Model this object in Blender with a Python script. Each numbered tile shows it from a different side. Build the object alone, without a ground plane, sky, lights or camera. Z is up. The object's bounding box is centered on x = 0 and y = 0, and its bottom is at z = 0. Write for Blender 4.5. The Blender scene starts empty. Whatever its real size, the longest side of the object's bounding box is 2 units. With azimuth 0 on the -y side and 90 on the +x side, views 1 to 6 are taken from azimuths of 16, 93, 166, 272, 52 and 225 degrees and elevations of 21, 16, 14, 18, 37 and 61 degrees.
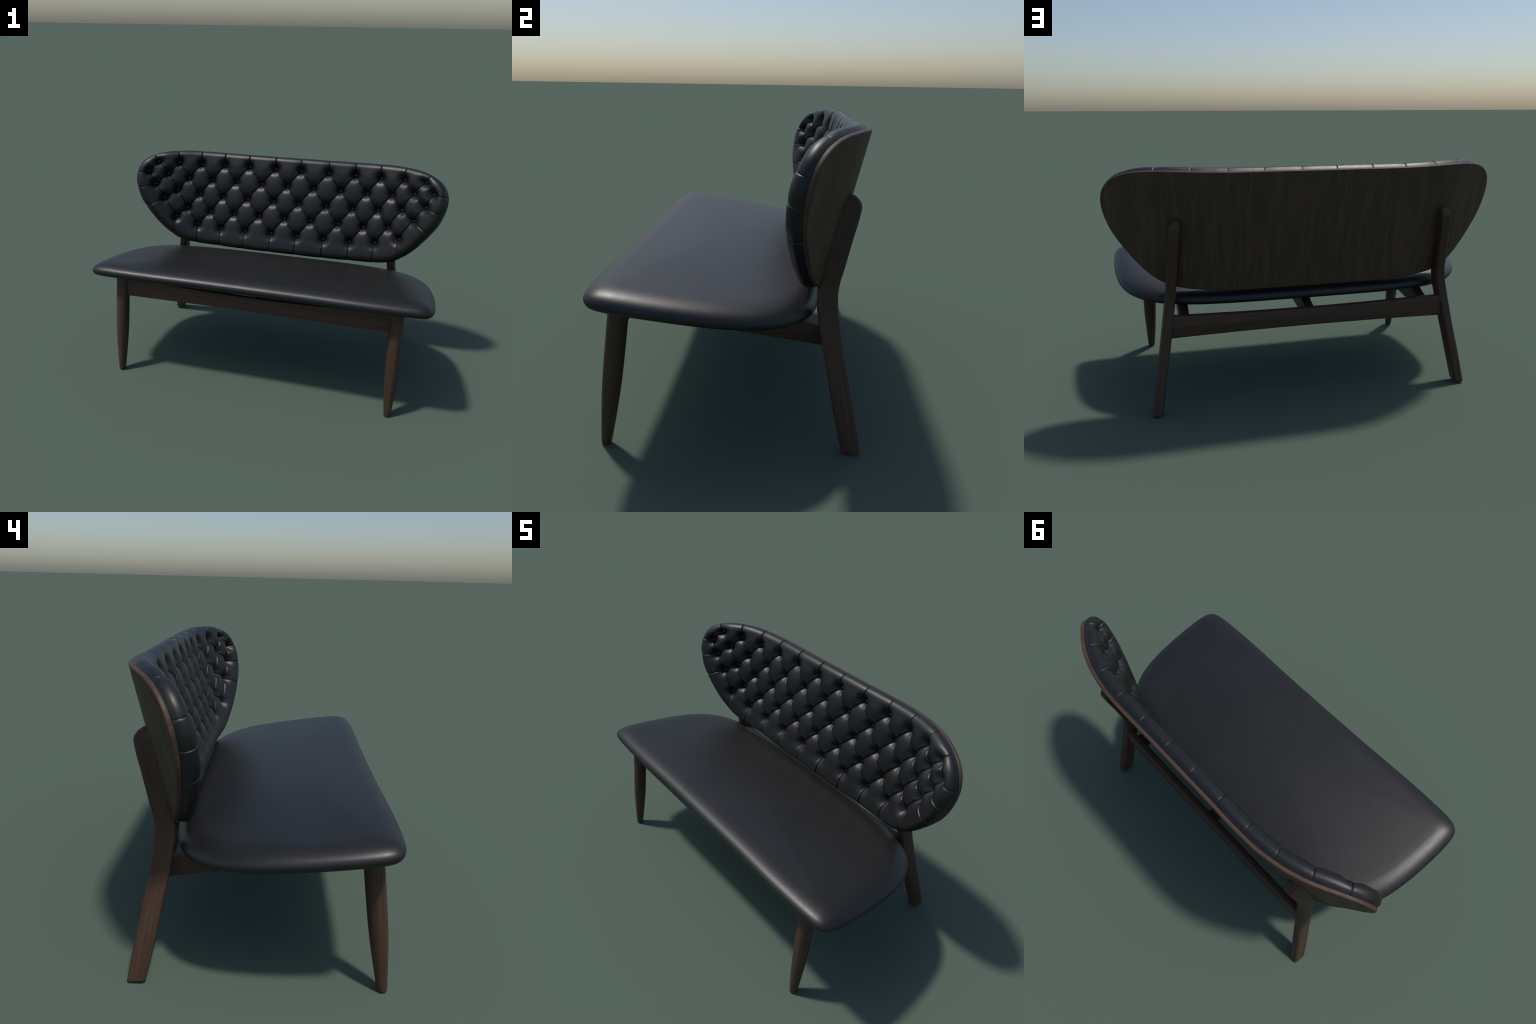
import bpy, bmesh, math
import numpy as np
from mathutils import Vector, Matrix
from mathutils.geometry import delaunay_2d_cdt

# ------------------------------------------------------------------ helpers
def smoothstep(a, b, x):
    t = np.clip((x - a) / (b - a), 0, 1)
    return t * t * (3 - 2 * t)

def pchip(xs, ys, x):
    """smooth monotone-ish cubic interpolation through control points"""
    xs, ys = np.asarray(xs, float), np.asarray(ys, float)
    h = np.diff(xs); s = np.diff(ys) / h
    m = np.zeros(len(xs)); m[0], m[-1] = s[0], s[-1]
    for i in range(1, len(xs) - 1):
        if s[i - 1] * s[i] > 0:
            w1, w2 = 2 * h[i] + h[i - 1], h[i] + 2 * h[i - 1]
            m[i] = (w1 + w2) / (w1 / s[i - 1] + w2 / s[i])
    x = np.asarray(x, float)
    i = np.clip(np.searchsorted(xs, x) - 1, 0, len(xs) - 2)
    t = (x - xs[i]) / h[i]
    out = ((2*t**3 - 3*t**2 + 1) * ys[i] + (t**3 - 2*t**2 + t) * h[i] * m[i]
           + (-2*t**3 + 3*t**2) * ys[i+1] + (t**3 - t**2) * h[i] * m[i+1])
    out = np.where(x > xs[-1], ys[-1] + m[-1] * (x - xs[-1]), out)
    return np.where(x < xs[0], ys[0] + m[0] * (x - xs[0]), out)

def bspline_loop(C, m):
    """closed uniform cubic B-spline"""
    n = len(C); t = np.arange(m) / m
    B = np.stack([(1-t)**3/6, (3*t**3-6*t**2+4)/6, (-3*t**3+3*t**2+3*t+1)/6, t**3/6], 1)
    return np.vstack([B @ C[[(i-1) % n, i, (i+1) % n, (i+2) % n]] for i in range(n)])

def catmull_loop(C, m=24):
    n = len(C); t = (np.arange(m) / m)[:, None]; out = []
    for i in range(n):
        a, b, c, d = C[i-1], C[i], C[(i+1) % n], C[(i+2) % n]
        # centripetal tangents
        d0, d1, d2 = [max(np.linalg.norm(q - p), 1e-9) ** .5 for p, q in ((a, b), (b, c), (c, d))]
        m1 = d1 * ((b-a)/d0 - (c-a)/(d0+d1) + (c-b)/d1)
        m2 = d1 * ((c-b)/d1 - (d-b)/(d1+d2) + (d-c)/d2)
        out.append((2*t**3-3*t**2+1)*b + (t**3-2*t**2+t)*m1 + (-2*t**3+3*t**2)*c + (t**3-t**2)*m2)
    return np.vstack(out)

def resample(P, n):
    Q = np.vstack([P, P[:1]]); s = np.r_[0, np.cumsum(np.linalg.norm(np.diff(Q, axis=0), axis=1))]
    u = np.linspace(0, s[-1], n, endpoint=False)
    return np.stack([np.interp(u, s, Q[:, k]) for k in range(2)], 1)

def blur_loop(P, sig):
    r = int(4 * sig) + 1; k = np.exp(-.5 * (np.arange(-r, r+1) / sig) ** 2); k /= k.sum()
    return sum(w * np.roll(P, j, 0) for w, j in zip(k, range(-r, r+1)))

def loop_normals(P):
    """outward normals of a loop, whichever way it runs"""
    d = np.roll(P, -1, 0) - np.roll(P, 1, 0)
    N = np.stack([d[:, 1], -d[:, 0]], 1); N /= np.linalg.norm(N, axis=1)[:, None]
    x, y = P.T; area = (x*np.roll(y, -1) - np.roll(x, -1)*y).sum()
    return N if area > 0 else -N

def seg_dist(P, a, b):
    ab = b - a; t = np.clip(((P - a) @ ab) / (ab @ ab), 0, 1)
    return np.linalg.norm(P - a - t[:, None] * ab, axis=1)

def loop_dist(P, L):
    D = np.full(len(P), 9.)
    for a, b in zip(L, np.roll(L, -1, 0)):
        D = np.minimum(D, seg_dist(P, a, b))
    return D

def inside(P, L):
    c = np.zeros(len(P), bool); x, y = P.T
    for (x1, y1), (x2, y2) in zip(L, np.roll(L, -1, 0)):
        k = (y1 > y) != (y2 > y)
        if y1 != y2:
            c ^= k & (x < (x2-x1)*(y-y1)/(y2-y1) + x1)
    return c

ROOT = None
def make_object(name, verts, faces, mat, parent=None, smooth=True, angle=None):
    me = bpy.data.meshes.new(name)
    me.from_pydata([tuple(map(float, v)) for v in verts], [], [tuple(map(int, f)) for f in faces])
    bm = bmesh.new(); bm.from_mesh(me)
    bmesh.ops.remove_doubles(bm, verts=bm.verts, dist=1e-6)
    bmesh.ops.recalc_face_normals(bm, faces=bm.faces)
    for f in bm.faces: f.smooth = smooth
    if angle is not None:
        for e in bm.edges:
            if len(e.link_faces) == 2 and e.calc_face_angle(0) > angle: e.smooth = False
    bm.to_mesh(me); bm.free()
    me.materials.append(mat)
    ob = bpy.data.objects.new(name, me); bpy.context.scene.collection.objects.link(ob)
    ob.parent = parent if parent else ROOT
    return ob

def loft(rings, cap=True):
    """rings: list of (n,3) closed loops -> verts, faces"""
    n = len(rings[0]); V = np.vstack(rings); F = []
    for r in range(len(rings) - 1):
        for i in range(n):
            j = (i + 1) % n
            F.append((r*n+i, r*n+j, (r+1)*n+j, (r+1)*n+i))
    if cap:
        F.append(tuple(range(n-1, -1, -1))); F.append(tuple(range((len(rings)-1)*n, len(rings)*n)))
    return V, F

# ---------------------------------------------------------------- materials
def new_mat(name):
    m = bpy.data.materials.new(name); m.use_nodes = True
    nt = m.node_tree; nt.nodes.clear()
    out = nt.nodes.new("ShaderNodeOutputMaterial"); b = nt.nodes.new("ShaderNodeBsdfPrincipled")
    nt.links.new(b.outputs[0], out.inputs[0])
    return m, nt, b

def noise(nt, vec, scale, detail=3, rough=.5, dist=0):
    n = nt.nodes.new("ShaderNodeTexNoise"); n.inputs["Scale"].default_value = scale
    n.inputs["Detail"].default_value = detail; n.inputs["Roughness"].default_value = rough
    n.inputs["Distortion"].default_value = dist
    nt.links.new(vec, n.inputs["Vector"]); return n.outputs["Fac"]

def mapping(nt, vec, scale, rot=(0, 0, 0)):
    m = nt.nodes.new("ShaderNodeMapping"); m.inputs["Scale"].default_value = scale
    m.inputs["Rotation"].default_value = rot
    nt.links.new(vec, m.inputs["Vector"]); return m.outputs[0]

def ramp(nt, fac, stops):
    r = nt.nodes.new("ShaderNodeValToRGB"); e = r.color_ramp.elements
    while len(e) < len(stops): e.new(.5)
    for k, (p, c) in zip(e, stops):
        k.position = p; k.color = (*c, 1) if len(c) == 3 else c
    nt.links.new(fac, r.inputs[0]); return r.outputs[0]

def math_node(nt, op, a, b):
    m = nt.nodes.new("ShaderNodeMath"); m.operation = op
    for k, v in enumerate((a, b)):
        if isinstance(v, (int, float)): m.inputs[k].default_value = v
        else: nt.links.new(v, m.inputs[k])
    return m.outputs[0]

def mix_rgb(nt, mode, fac, a, b):
    m = nt.nodes.new("ShaderNodeMix"); m.data_type = 'RGBA'; m.blend_type = mode
    m.inputs[0].default_value = fac if isinstance(fac, (int, float)) else 0
    if not isinstance(fac, (int, float)): nt.links.new(fac, m.inputs[0])
    nt.links.new(a, m.inputs[6])
    if isinstance(b, tuple): m.inputs[7].default_value = (*b, 1)
    else: nt.links.new(b, m.inputs[7])
    return m.outputs[2]

def bump(nt, bsdf, h, strength, dist):
    b = nt.nodes.new("ShaderNodeBump"); b.inputs["Strength"].default_value = strength
    b.inputs["Distance"].default_value = dist
    nt.links.new(h, b.inputs["Height"]); nt.links.new(b.outputs[0], bsdf.inputs["Normal"])

def wood_material(name, along, dark, mid, light, rough=.45, streak=1.0, band_scale=(16, .55), line_scale=(70, 1.4), lean=None):
    """grain lines drawn out along one axis (0 x, 1 y, 2 z)"""
    m, nt, b = new_mat(name)
    co = nt.nodes.new("ShaderNodeTexCoord").outputs["Object"]
    if lean:      # follow a leaning member: slide x and y back by an amount that depends on height
        sep = nt.nodes.new("ShaderNodeSeparateXYZ"); nt.links.new(co, sep.inputs[0])
        cmb = nt.nodes.new("ShaderNodeCombineXYZ")
        lo = math_node(nt, 'MINIMUM', sep.outputs[2], .57)
        hi = math_node(nt, 'MAXIMUM', math_node(nt, 'SUBTRACT', sep.outputs[2], .57), 0)
        ax = math_node(nt, 'ADD', sep.outputs[0], .37)
        if lean[0]: ax = math_node(nt, 'ADD', math_node(nt, 'ABSOLUTE', sep.outputs[0], 0), math_node(nt, 'MULTIPLY', sep.outputs[2], lean[0]))
        ay = math_node(nt, 'ADD', sep.outputs[1], math_node(nt, 'MULTIPLY', lo, lean[1]))
        ay = math_node(nt, 'ADD', ay, math_node(nt, 'MULTIPLY', hi, lean[2]))
        for k, v in enumerate((ax, ay, sep.outputs[2])): nt.links.new(v, cmb.inputs[k])
        co = cmb.outputs[0]
    def stretched(across, length):
        v = [across] * 3; v[along] = length
        return mapping(nt, co, v)
    band = noise(nt, stretched(*band_scale), 1.0, 1.5, .4)          # broad lighter and darker flitches
    big = noise(nt, stretched(*line_scale), 1.0, 2, .45, .1)      # growth lines
    fine = noise(nt, stretched(330, 9.0), 1.0, 3, .6)         # pores
    f = math_node(nt, 'ADD', math_node(nt, 'MULTIPLY', big, .45), math_node(nt, 'MULTIPLY', band, .35 * streak))
    f = math_node(nt, 'ADD', f, math_node(nt, 'MULTIPLY', fine, .2))
    f = math_node(nt, 'DIVIDE', f, .65 + .35 * streak)
    col = ramp(nt, f, [(.36, dark), (.5, mid), (.66, light)])
    pores = ramp(nt, fine, [(.30, (.70, .68, .66)), (.46, (1, 1, 1))])
    col = mix_rgb(nt, 'MULTIPLY', .8, col, pores)
    nt.links.new(col, b.inputs["Base Color"])
    rr = ramp(nt, fine, [(.3, (rough+.1,)*3), (.7, (rough-.03,)*3)])
    nt.links.new(rr, b.inputs["Roughness"])
    b.inputs["Specular IOR Level"].default_value = .35
    bump(nt, b, fine, .12, .0006)
    return m

def leather_material(name, col, rough, grain=.12):
    m, nt, b = new_mat(name)
    co = nt.nodes.new("ShaderNodeTexCoord").outputs["Object"]
    v = nt.nodes.new("ShaderNodeTexVoronoi"); v.feature = 'DISTANCE_TO_EDGE'
    v.inputs["Scale"].default_value = 420; nt.links.new(co, v.inputs["Vector"])
    peb = ramp(nt, v.outputs["Distance"], [(0, (0, 0, 0)), (.25, (1, 1, 1))])
    n1 = noise(nt, co, 60, 4, .6, .4); n2 = noise(nt, co, 5, 3, .5)
    c = ramp(nt, n2, [(.3, tuple(.88*k for k in col)), (.7, tuple(1.12*k for k in col))])
    nt.links.new(c, b.inputs["Base Color"])
    r = ramp(nt, n1, [(.3, (rough-.03,)*3), (.7, (rough+.03,)*3)])
    nt.links.new(r, b.inputs["Roughness"])
    b.inputs["Specular IOR Level"].default_value = .5
    h = math_node(nt, 'ADD', math_node(nt, 'MULTIPLY', peb, .35), math_node(nt, 'MULTIPLY', n1, .65))
    bump(nt, b, h, grain, .0012)
    return m

LEATHER_SEAT = leather_material("black_leather_smooth", (.0108, .0108, .0110), .425, .07)
LEATHER_PAD = leather_material("black_leather_tufted", (.0080, .0081, .0083), .45, .06)
W = dict(dark=(.052, .0282, .0188), mid=(.070, .0375, .0248), light=(.094, .052, .0345))
WOOD_FRONT = wood_material("walnut_front_leg_grain", 2, lean=(.0065, -.1365, -.1365), **W)
WOOD_REAR = wood_material("walnut_rear_leg_grain", 2, lean=(.1325, .178, -.2417), **W)
WOOD_X = wood_material("walnut_lengthwise_grain", 0, **W)
WOOD_Y = wood_material("walnut_crosswise_grain", 1, **W)
WOOD_SHELL = wood_material("walnut_veneer", 2, (.053, .0325, .0200), (.067, .0405, .0248), (.104, .0600, .0360), .55, 1.4, (34, 3.4), (150, 5.0), lean=(0, -.2417, -.2417))
WOOD_EDGE = wood_material("walnut_plywood_edge", 0, (.045, .025, .017), (.070, .039, .026), (.090, .050, .034), .55)

# --------------------------------------------------------------------- root
ROOT = bpy.data.objects.new("tufted_settee", None)
ROOT.empty_display_size = .2
bpy.context.scene.collection.objects.link(ROOT)
ROOT["label"] = "two-seat settee, black tufted leather, dark walnut frame"
ROOT["category"] = "settee"

# ---------------------------------------------------------------- the shell
# Bent plywood: a plan curve swept along one leaning direction.
LEAN, ZREF, T_WOOD = .2417, 1.16, .0185
PLAN_X = [-.2, 0, .2, .36, .45, .53, .59, .655, .71, .77, .807, .842, .885, .945, 1.0, 1.06]
PLAN_Y = [.4895, .4895, .4895, .491, .4895, .4835, .4745, .4605, .4435, .4205, .4020, .3840, .3610, .3290, .2990, .2665]
_gx = np.linspace(0, 1.06, 1061)
_gy = pchip(PLAN_X, PLAN_Y, _gx)
_k = np.exp(-.5 * (np.arange(-60, 61) / 22.) ** 2); _k /= _k.sum()
_ext = np.r_[_gy[60:0:-1], _gy, _gy[-1] + (_gy[-1]-_gy[-2]) * np.arange(1, 61)]
_gy = np.convolve(_ext, _k, 'valid')
_gd = np.gradient(_gy, _gx)
def plan(x): return np.interp(np.abs(x), _gx, _gy)
def plan_slope(x): return np.sign(x) * np.interp(np.abs(x), _gx, _gd)
def rear_y(x, z): return plan(x) + LEAN * (z - ZREF)
def shell_point(P, w):
    """P (n,2) = x,z on the rear face; w = distance forward along the normal"""
    x, z = P[:, 0], P[:, 1]
    n = np.stack([plan_slope(x), -np.ones_like(x), np.full_like(x, LEAN)], 1)
    n /= np.linalg.norm(n, axis=1)[:, None]
    return np.stack([x, rear_y(x, z), z], 1) + n * np.broadcast_to(w, x.shape)[:, None]

half = np.array([(0, 1.1585), (.12, 1.159), (.26, 1.159), (.40, 1.1595), (.53, 1.1615), (.63, 1.1645), (.71, 1.1665),
                 (.77, 1.1660), (.81, 1.1640), (.845, 1.1605), (.880, 1.1545), (.915, 1.1435), (.945, 1.1290),
                 (.970, 1.109), (.985, 1.088), (.9945, 1.065), (.9990, 1.040), (1.0005, 1.018), (.9975, .985),
                 (.986, .940), (.960, .873), (.9125, .800), (.8475, .7155), (.785, .6545), (.724, .6160),
                 (.662, .5965), (.598, .5855), (.53, .5780), (.45, .5720), (.34, .5680), (.18, .5665), (0, .5665)])
outline = np.vstack([half, half[1:-1][::-1] * [-1, 1]])
outline = blur_loop(resample(catmull_loop(outline), 900), 5)
outline *= np.array([1.0 / outline[:, 0].max(), 1])
OUT_N = loop_normals(outline)

def triangulate(loop, spacing, extra_pts=None, extra_edges=(), keepout=None):
    """2D mesh of the inside of a loop with hex-grid fill points"""
    lo, hi = loop.min(0), loop.max(0)
    rows = np.arange(lo[1], hi[1], spacing * .866); G = []
    for r, zz in enumerate(rows):
        xs = np.arange(0 + (r % 2) * spacing / 2, hi[0] + spacing, spacing)
        xs = np.r_[-xs[::-1][:-1] if r % 2 == 0 else -xs[::-1], xs]
        G.append(np.stack([xs, np.full_like(xs, zz)], 1))
    G = np.vstack(G); G = G[inside(G, loop)]
    G = G[loop_dist(G, loop) > spacing * .6]
    if keepout is not None: G = G[keepout(G)]
    P = [loop] + ([extra_pts] if extra_pts is not None else []) + [G]
    n = len(loop); E = [(i, (i+1) % n) for i in range(n)] + [(a+n, b+n) for a, b in extra_edges]
    V = np.vstack(P)
    r = delaunay_2d_cdt([Vector(p) for p in V], E, [], 1, 1e-7)
    return np.array([tuple(v) for v in r[0]]), [tuple(f) for f in r[2]]

def build_shell():
    r = .005
    coarse = outline[::2]; N = OUT_N[::2]
    inner = coarse - N * r
    P, F = triangulate(inner, .016)
    V = [shell_point(P, 0), shell_point(P, T_WOOD)]
    n = len(P); F2 = F + [tuple(n + i for i in f[::-1]) for f in F]
    make = list(np.vstack(V)); base = 2 * n
    rings = []
    for a in np.linspace(0, 90, 5):
        a = math.radians(a); rings.append((r*(1-math.sin(a)), r*(1-math.cos(a))))
    rings += [(d, T_WOOD - w) for d, w in rings[::-1]]
    m = len(coarse)
    for d, w in rings: make += list(shell_point(coarse - N * d, w))
    for k in range(len(rings)-1):
        for i in range(m):
            j = (i+1) % m
            F2.append((base+k*m+i, base+k*m+j, base+(k+1)*m+j, base+(k+1)*m+i))
    ob = make_object("backrest", make, F2, WOOD_SHELL, angle=math.radians(50))
    ob.data.materials.append(WOOD_EDGE)
    co = np.array([v.co for v in ob.data.vertices])
    for p in ob.data.polygons:       # the cut edge of the plywood shows its own, redder wood
        c = p.center; nrm = p.normal
        fwd = Vector((float(plan_slope(c.x)), -1, LEAN)).normalized()
        if abs(nrm.dot(fwd)) < .8: p.material_index = 1
    return ob

# ------------------------------------------------------- the tufted cushion
HALF_ROWS = [  # buttons with x >= 0 on each row, as (x, z) on the rear face's grid
    [(.0850, 1.0875), (.2622, 1.0880), (.4330, 1.0865), (.6015, 1.0870), (.7550, 1.0985), (.8845, 1.1070)],
    [(0, .9875), (.1715, .9865), (.3468, .9860), (.5182, .9868), (.6825, .9970), (.8230, 1.0280), (.9370, 1.0480)],
    [(.0840, .8840), (.2622, .8835), (.4337, .8842), (.6015, .8940), (.7575, .9205), (.8965, .9650)],
    [(0, .7828), (.1735, .7822), (.3475, .7815), (.5165, .7815), (.6800, .8030), (.8370, .8725)],
    [(.0850, .6788), (.2630, .6780), (.4337, .6790), (.6020, .6953), (.7580, .7463)]]
ROWS = []
for r in HALF_ROWS:
    left = [(-x, z) for x, z in r[::-1] if x > 0]
    ROWS.append(np.array(left + r))
R1, R2, R3, R4, R5 = ROWS
H_BUTTON, H_SEAM, PUFF = .0240, .0565, .0138
R_ROLL = .023

def edge_target(p, d):
    """where a seam that starts at button p in direction d leaves the cushion"""
    return np.array(p) + np.array(d) / np.linalg.norm(d) * .16

def build_cushion():
    segs, cells = [], []
    sx = lambda p: np.sign(p[0])
    top = [edge_target(p, (sx(p) * max(0, abs(p[0]) - .70) * 3.2, 1)) for p in R1]
    bot = [edge_target(p, (sx(p) * (-.02 if abs(p[0]) < .7 else .10), -1)) for p in R5]
    side = {}
    for s, idx in ((-1, 0), (1, -1)):
        side[s] = [edge_target(R2[idx], (s, -.10)), edge_target(R3[idx], (s, -.22)), edge_target(R4[idx], (s, -.48))]
    def seam(a, b, kind): segs.append((np.array(a), np.array(b), kind))
    for up, lo in ((R1, R2),):
        for i in range(len(up)): seam(up[i], lo[i], 'in'); seam(up[i], lo[i+1], 'in')
    for up, lo in ((R2, R3), (R3, R4), (R4, R5)):
        for i in range(len(lo)): seam(up[i], lo[i], 'in'); seam(up[i+1], lo[i], 'in')
    for p, q in zip(R1, top): seam(p, q, 'edge')
    for p, q in zip(R5, bot): seam(p, q, 'edge')
    for s, idx in ((-1, 0), (1, -1)):
        for row, q in zip((R2, R3, R4), side[s]): seam(row[idx], q, 'edge')
    # cells: lists of sides (a, b), and one point inside
    def cell(sides, c): cells.append(([(np.array(a), np.array(b)) for a, b in sides], np.array(c)))
    for i in range(len(R1)): q = [R1[i], R2[i], R3[i], R2[i+1]]; cell(list(zip(q, q[1:]+q[:1])), np.mean(q, 0))
    for i in range(1, len(R2)-1): q = [R2[i], R3[i-1], R4[i-1], R3[i]]; cell(list(zip(q, q[1:]+q[:1])), np.mean(q, 0))
    for i in range(1, len(R3)-1): q = [R3[i], R4[i-1], R5[i-1], R4[i]]; cell(list(zip(q, q[1:]+q[:1])), np.mean(q, 0))
    for i in range(len(R1)-1):
        cell([(R1[i], top[i]), (R1[i], R2[i+1]), (R2[i+1], R1[i+1]), (R1[i+1], top[i+1])], (R1[i]+R1[i+1])/2)
    for i in range(len(R5)-1):
        cell([(R5[i], bot[i]), (R5[i], R4[i+1]), (R4[i+1], R5[i+1]), (R5[i+1], bot[i+1])], (R5[i]+R5[i+1])/2)
    for s, k in ((-1, 0), (1, -1)):
        sd = side[s]; tp, bt = top[k], bot[k]
        cell([(R1[k], tp), (R1[k], R2[k]), (R2[k], sd[0])], (tp+sd[0])/2)
        cell([(R2[k], sd[0]), (R2[k], R3[k]), (R3[k], sd[1])], (sd[0]+sd[1])/2)
        cell([(R3[k], sd[1]), (R3[k], R4[k]), (R4[k], sd[2])], (sd[1]+sd[2])/2)
        cell([(R4[k], sd[2]), (R4[k], R5[k]), (R5[k], bt)], (sd[2]+bt)/2)
    buttons = np.vstack(ROWS)

    # --- plan mesh: rim rings, seam lines and a fine fill
    # the rim is sampled finely where a seam crosses it
    arc = np.r_[0, np.cumsum(np.linalg.norm(np.diff(np.vstack([outline, outline[:1]]), axis=0), axis=1))]
    stations = list(np.linspace(0, arc[-1], 820, endpoint=False))
    mid = outline - OUT_N * .015
    for a, b, k in segs:
        if k != 'edge': continue
        s0 = arc[np.argmin(seg_dist(mid, a, b))]
        j = np.argmin(seg_dist(mid, a, b)); u = (b - a) / np.linalg.norm(b - a); nv = np.array([-u[1], u[0]])
        tang = mid[(j+1) % len(mid)] - mid[j-1]; tang /= np.linalg.norm(tang)
        s0 -= ((mid[j] - a) @ nv) / (tang @ nv)
        stations = [q for q in stations if abs(q - s0) > .0062]
        stations += [s0 + o for o in (-.0050, -.0034, -.0022, -.0013, -.0006, 0, .0006, .0013, .0022, .0034, .0050)]
    stations = np.sort(np.mod(stations, arc[-1]))
    wrap = lambda A: np.stack([np.interp(stations, arc, np.r_[A[:, k], A[0, k]]) for k in (0, 1)], 1)
    rim, Ln = wrap(outline), wrap(OUT_N); Ln /= np.linalg.norm(Ln, axis=1)[:, None]
    loop = rim - Ln * .0050
    ring_d = [.0003, .0011, .0025, .0045, .0072, .0105, .0145, .0190, .0240]
    extra, edges = [], []
    cnt = 0
    for d in ring_d:
        q = loop - Ln * d
        m = len(q); extra.append(q); edges += [(cnt+i, cnt+(i+1) % m) for i in range(m)]; cnt += m
    guard = loop - Ln * .0262
    for a, b, kind in segs:
        L = np.linalg.norm(b-a); n = int(L / .0032); t = (np.arange(n+1) / n)[:, None]
        line = a + (b-a) * t; nv = np.array([-(b-a)[1], (b-a)[0]]) / L
        for o in (0, -.0017, .0017, -.0040, .0040, -.0066, .0066, -.0092, .0092):
            q = line + nv * o
            q = q[inside(q, guard)]
            if o: q = q[np.min([np.linalg.norm(q - p, axis=1) for p in buttons], 0) > .006] if len(q) else q
            extra.append(q); cnt += len(q)
    E = np.vstack(extra)
    # drop near-duplicate points where seams meet
    key = {}; keep = []
    nring = len(loop) * len(ring_d)
    for i, p in enumerate(E):
        if i < nring: keep.append(i); continue
        k = (round(p[0] / .0012), round(p[1] / .0012))
        if k in key: continue
        key[k] = 1; keep.append(i)
    E = E[keep]
    def keepout(G):
        ok = inside(G, loop - Ln * .0275)
        for a, b, kind in segs: ok &= seg_dist(G, a, b) > .0115
        return ok
    P, F = triangulate(loop, .0045, E, edges, keepout)

    # --- height of the leather over the plywood
    db = np.min([np.linalg.norm(P - b, axis=1) for b in buttons], 0)
    ds = np.min([seg_dist(P, a, b) for a, b, _ in segs], 0)
    dse = np.min([seg_dist(P, a, b) for a, b, k in segs if k == 'edge'], 0)
    de = loop_dist(P, loop)
    idx = np.array([np.argmin(((loop - p) ** 2).sum(1)) for p in P])
    # at the rim each panel is folded over the one before it, going from the top centre outwards and down
    step = np.zeros(len(P))
    for a, b, k in segs:
        if k != 'edge': continue
        u = (b - a) / np.linalg.norm(b - a); nv = np.array([u[1], -u[0]])
        if a[0] < 0: nv = -nv
        sd = (P - a) @ nv; along = (P - a) @ u
        step += (along > 0) * .0013 * np.tanh(sd / .0010) * np.exp(-np.abs(sd) / .016)
    best = np.full(len(P), -9.); puff = np.zeros(len(P))
    for sides, c in cells:
        mind = np.full(len(P), 9.); prod = np.ones(len(P))
        for a, b in sides:
            nv = np.array([-(b-a)[1], (b-a)[0]]); nv /= np.linalg.norm(nv)
            if (c - a) @ nv < 0: nv = -nv
            d = (P - a) @ nv; mind = np.minimum(mind, d)
            fac = 1 - (1 - np.clip(d / .062, 0, 1)) ** 2
            if np.linalg.norm(b - a) > .155:       # seam running out over the rim: it flattens away from the button
                away = smoothstep(.0, .055, (P - a) @ ((b - a) / np.linalg.norm(b - a)))
                fac = 1 - (1 - fac) * (1 - .92 * away)
            prod = prod * fac
        up = mind > best
        best[up] = mind[up]; puff[up] = prod[up]
    puff = np.clip(puff, 0, 1) ** .80
    puff *= 1 - (.55 - .40 * smoothstep(.72, .92, np.abs(P[:, 0])) * (1 - np.clip(Ln[idx][:, 1] * 1.6, 0, 1))) * (1 - smoothstep(0, .075, de))
    h = H_SEAM - (H_SEAM - H_BUTTON) * np.exp(-(db / .0275) ** 2) * (.45 + .55 * smoothstep(.012, .040, de)) + PUFF * puff
    h += .0008 * np.exp(-((ds - .0068) / .0020) ** 2) * np.exp(-(db / .045) ** 2) * smoothstep(.016, .026, db)
    h -= .0058 * np.exp(-(ds / .0023) ** 2) * smoothstep(.007, .014, db)
    h -= .0055 * np.exp(-(db / .0140) ** 4)
    h += step * smoothstep(.01, .03, db)
    t = np.clip(de / R_ROLL, 0, 1)
    E_ = (1 - (1 - t) ** 2.4) ** (1 / 2.4)
    low = np.clip(-Ln[idx][:, 1], 0, 1)
    h += .0095 * low * (1 - smoothstep(0, .095, de))
    w = T_WOOD - .002 + (h + .002) * E_
    # the rim swells between seams and is nipped in at them
    nip = (-.0021 * np.exp(-(dse / .0022) ** 2) + .0010 * smoothstep(.0, .05, dse) + step * .7) * (1 - smoothstep(.0, .03, de))
    nip += (.0125 + low * (.0018 + .0050 * smoothstep(.42, .62, np.abs(P[:, 0])))) * (4 * E_ * (1 - E_)) ** .7
    Q = P + Ln[idx] * nip[:, None]
    ob = make_object("backrest_cushion", shell_point(Q, w), F, LEATHER_PAD)

    # --- buttons: domed, sunk into the dimples, sharing one mesh
    R, prof = .0108, [(1.0, -.014), (1.02, -.002), (1.0, .0012), (.92, .0026), (.74, .0038), (.48, .0046), (.2, .0050)]
    rings = [np.array([(R*s*math.cos(a), R*s*math.sin(a), z) for a in np.linspace(0, 2*math.pi, 24, endpoint=False)]) for s, z in prof]
    V, BF = loft(rings)
    hb = T_WOOD + H_BUTTON + .003
    first = None
    for p in buttons:
        c = shell_point(p[None], hb)[0]
        n = Vector((float(plan_slope(p[0])), -1, LEAN)).normalized()
        if first is None:
            first = make_object("button", V, BF, LEATHER_PAD, parent=ob); o = first
        else:
            o = first.copy(); bpy.context.scene.collection.objects.link(o); o.name = "button"
        o.matrix_world = Matrix.Translation(Vector(c)) @ n.to_track_quat('Z', 'Y').to_matrix().to_4x4()
    return ob

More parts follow.
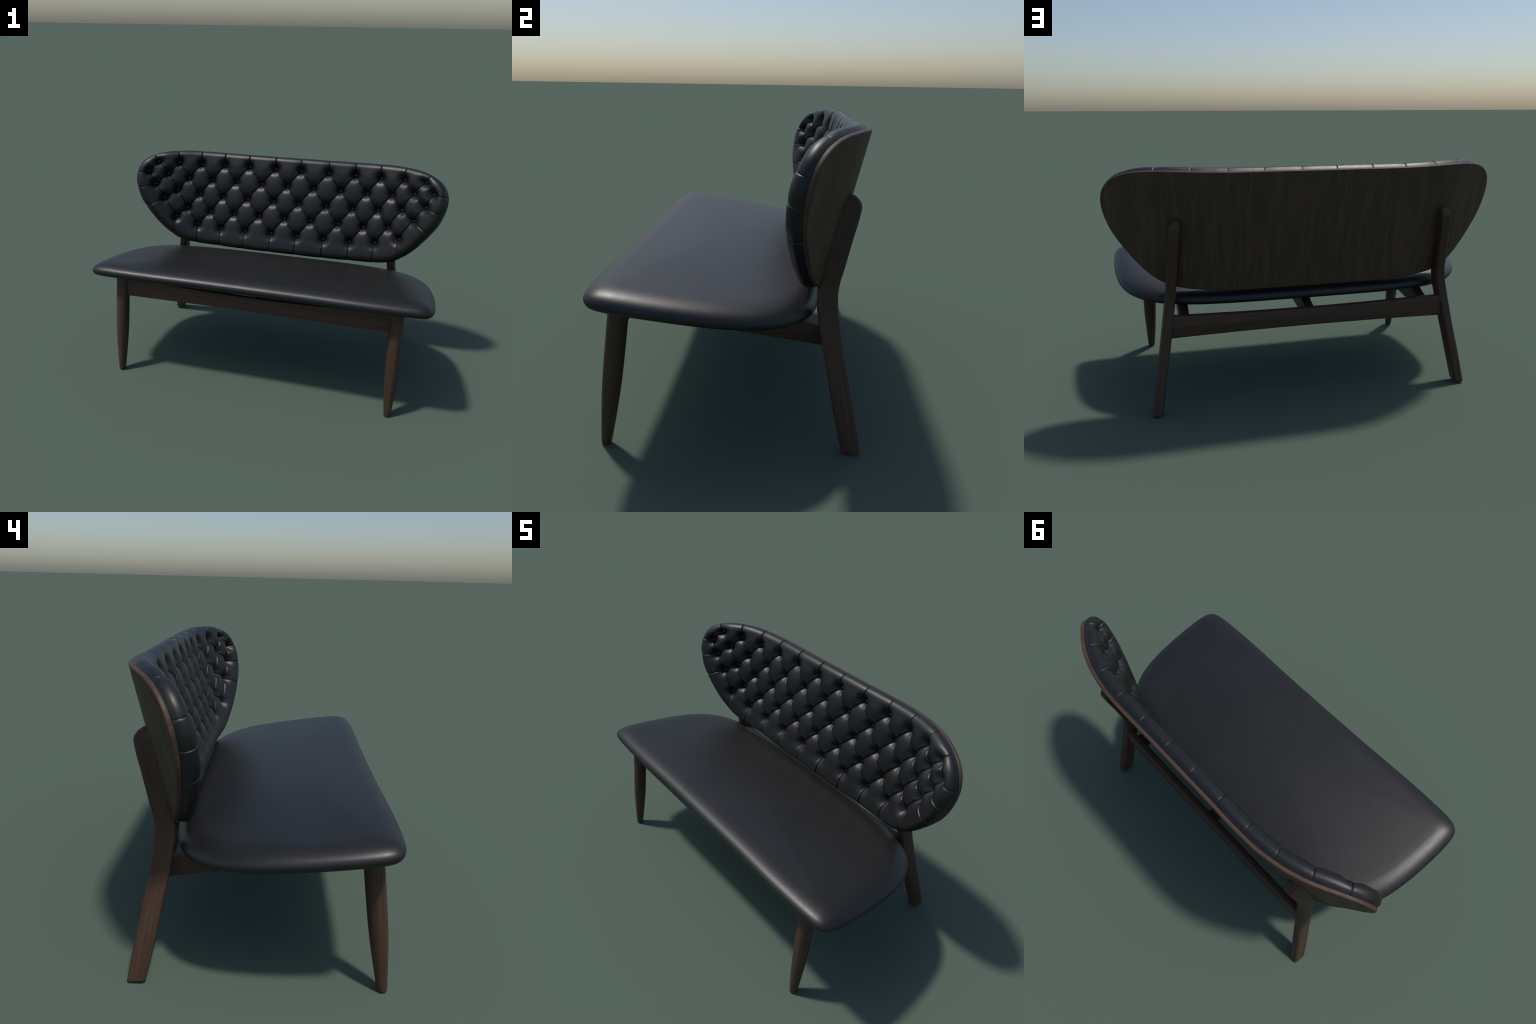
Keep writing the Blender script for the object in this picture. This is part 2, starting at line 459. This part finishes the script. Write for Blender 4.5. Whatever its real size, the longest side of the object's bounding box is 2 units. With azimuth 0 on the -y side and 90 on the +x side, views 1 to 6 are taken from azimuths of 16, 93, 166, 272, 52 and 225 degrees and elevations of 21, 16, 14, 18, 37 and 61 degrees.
# ----------------------------------------------------------------- the seat
SEAT_Z, SEAT_TILT = .558, -.1344
def seat_plane(y): return SEAT_Z + SEAT_TILT * y + .0044 * y * y
def build_seat():
    hp = np.array([(0, -.4857), (.35, -.4857), (.5934, -.4944), (.8652, -.4889), (.9656, -.4757), (.984, -.3669),
                   (.9687, -.0068), (.8911, .1832), (.7359, .2924), (.5007, .3254), (.25, .3296), (0, .3296)])
    C = np.vstack([hp, hp[1:-1][::-1] * [-1, 1]])
    O = resample(bspline_loop(C, 24), 420); N = loop_normals(O)
    Rt, ht, Rb, hb, dome = .1063, .0495, .0176, .0228, .016
    inner = blur_loop(O - N * Rt, 9)
    ctr = np.array([0, -.09]); rings = []
    def ring(Q, off): return np.c_[Q, seat_plane(Q[:, 1]) + off]
    rings.append(ring(ctr + (O - N*Rb - ctr) * .02, -hb))
    for s in (.3, .6, .85, .96): rings.append(ring(ctr + (O - N*Rb - ctr) * s, -hb))
    for a in np.linspace(90, 8, 9):
        a = math.radians(a); rings.append(ring(O - N * Rb * (1 - math.cos(a)), -hb * math.sin(a)))
    for a in np.linspace(0, 79, 22):
        a = math.radians(a); rings.append(ring(O + (inner - O) * (1 - math.cos(a)), ht * math.sin(a)))
    a = math.radians(79); shoulder = O + (inner - O) * (1 - math.cos(a))
    for s in np.linspace(.96, .02, 28):
        rings.append(ring(ctr + (shoulder - ctr) * s, ht * math.sin(a) + dome * (1 - s * s)))
    V, F = loft(rings)
    return make_object("seat_cushion", V, F, LEATHER_SEAT)

# ----------------------------------------------------------------- the legs
def build_front_leg(s):
    prof = [(0, .0135), (.0015, .0165), (.005, .0188), (.012, .0200), (.06, .0240), (.10, .0270), (.145, .0300), (.185, .0325),
            (.22, .0343), (.255, .0356), (.293, .0365), (.34, .0371), (.40, .0374), (.50, .0374), (.598, .0374)]
    rings = []
    for z, r in prof:
        cx, cy = .7955 - .0065 * z, -.4745 + .1365 * z
        a = np.linspace(0, 2*math.pi, 40, endpoint=False)
        rings.append(np.stack([s*(cx + r*np.cos(a)), cy + r*np.sin(a), np.full_like(a, z)], 1))
    V, F = loft(rings)
    return make_object("front_leg", V, F, WOOD_FRONT, angle=math.radians(60))

def rounded_rect(hx, y0, y1, r, k=6):
    """closed section loop, x in +-hx, y in y0..y1"""
    r = min(r, hx*.98, (y1-y0)*.49); out = []
    for cx, cy, a0 in ((hx-r, y1-r, 0), (-hx+r, y1-r, 90), (-hx+r, y0+r, 180), (hx-r, y0+r, 270)):
        for a in np.linspace(a0, a0+90, k):
            a = math.radians(a); out.append((cx + r*math.cos(a), cy + r*math.sin(a)))
    return np.array(out)

def build_rear_leg(s):
    bz = [0, .042, .173, .30, .40, .47, .53, .56, .59, .626, .682, .777, .885, .905, .92, .932, .942, .949, .9525]
    by = [.4770, .4695, .4455, .4205, .4015, .3885, .3790, .3762, .3757, .3795, .3935, .4160, .4425, .4455, .4425, .4345, .4240, .4130, .4060]
    fz = [0, .042, .17, .30, .45, .52, .56, .598, .625, .70, .80, .90, .96]
    fy = [.4070, .3985, .3705, .3450, .3150, .3035, .3000, .3003, .3055, .322, .345, .369, .383]
    cz = [0, .037, .202, .338, .474, .557, .60, .69, .834, .96]          # the post kinks sideways as well
    cx = [.795, .7895, .7625, .7385, .7175, .7050, .7005, .6938, .6828, .6700]
    zs = np.unique(np.r_[[0, .001, .0024, .0042, .0062], np.linspace(.01, .88, 60), np.linspace(.885, .9525, 16)])
    rings = []
    for z in zs:
        y1 = float(pchip(bz, by, z)); y0 = float(pchip(fz, fy, z)); hx = .0252
        t = np.clip((z - .915) / (.9525 - .915), 0, 1); hx *= math.sqrt(max(1 - (t*.93) ** 2, .02))
        e = max(0, 1 - z / .0062) ** 1.6 * .0065
        sec = rounded_rect(hx - e, y0 + e, y1 - e, .0125)
        x = sec[:, 0] + float(pchip(cz, cx, z)); y = sec[:, 1]
        lim = rear_y(x, np.full_like(x, z)) - .007
        if z > .575: y = np.maximum(y, lim - .03 * (1 - smoothstep(.575, .63, z)))
        sole = (.003 + .004 * (y1 - y) / (y1 - y0)) * max(0, 1 - z / .06)     # the foot is cut very slightly off level
        rings.append(np.stack([s * x, y, z + sole], 1))
    V, F = loft(rings)
    return make_object("rear_leg", V, F, WOOD_REAR, angle=math.radians(60))

# ---------------------------------------------------------------- the rails
def beam(name, xs, top, bottom, yf, yb, mat, r=.006):
    """rail running along x with its own top and bottom curve"""
    rings = []
    for x in xs:
        z1, z0 = top(x), bottom(x); sec = rounded_rect((yb-yf)/2, z0, z1, r, 4)
        rings.append(np.stack([np.full(len(sec), x), sec[:, 0] + (yf+yb)/2, sec[:, 1]], 1))
    V, F = loft(rings)
    return make_object(name, V, F, mat, angle=math.radians(50))

def build_rails():
    xs = np.linspace(-.775, .775, 61)
    beam("front_rail", xs, lambda x: .5600 + .0275 * (abs(x)/.75) ** 2, lambda x: .4755 - .0065 * (abs(x)/.75) ** 2,
         -.4165, -.3870, WOOD_X, .005)
    xs = np.linspace(-.735, .735, 61)
    beam("rear_rail", xs, lambda x: .4595 + .0115 * (abs(x)/.7) ** 2, lambda x: .3690 - .0090 * (abs(x)/.7) ** 2,
         .346, .386, WOOD_X, .009)
    # three struts under the seat, dipping behind it to meet the rear rail
    ty = [-.405, -.3, 0, .12, .17, .21, .253, .28, .314, .355]
    tz = [.586, .573, .5345, .5175, .505, .485, .4625, .4525, .4465, .4435]
    ys = np.linspace(-.402, .352, 60)
    for c in (-.6375, 0, .6375):
        rings = []
        for y in ys:
            z1, z0 = float(pchip(ty, tz, y)), .4155 - .1450 * y
            sec = rounded_rect(.0235, z0, z1, .003, 4)
            rings.append(np.stack([sec[:, 0] + c, np.full(len(sec), y), sec[:, 1]], 1))
        V, F = loft(rings)
        make_object("seat_strut", V, F, WOOD_Y, angle=math.radians(50))

build_shell()
build_cushion()
build_seat()
for s in (-1, 1):
    build_front_leg(s); build_rear_leg(s)
build_rails()
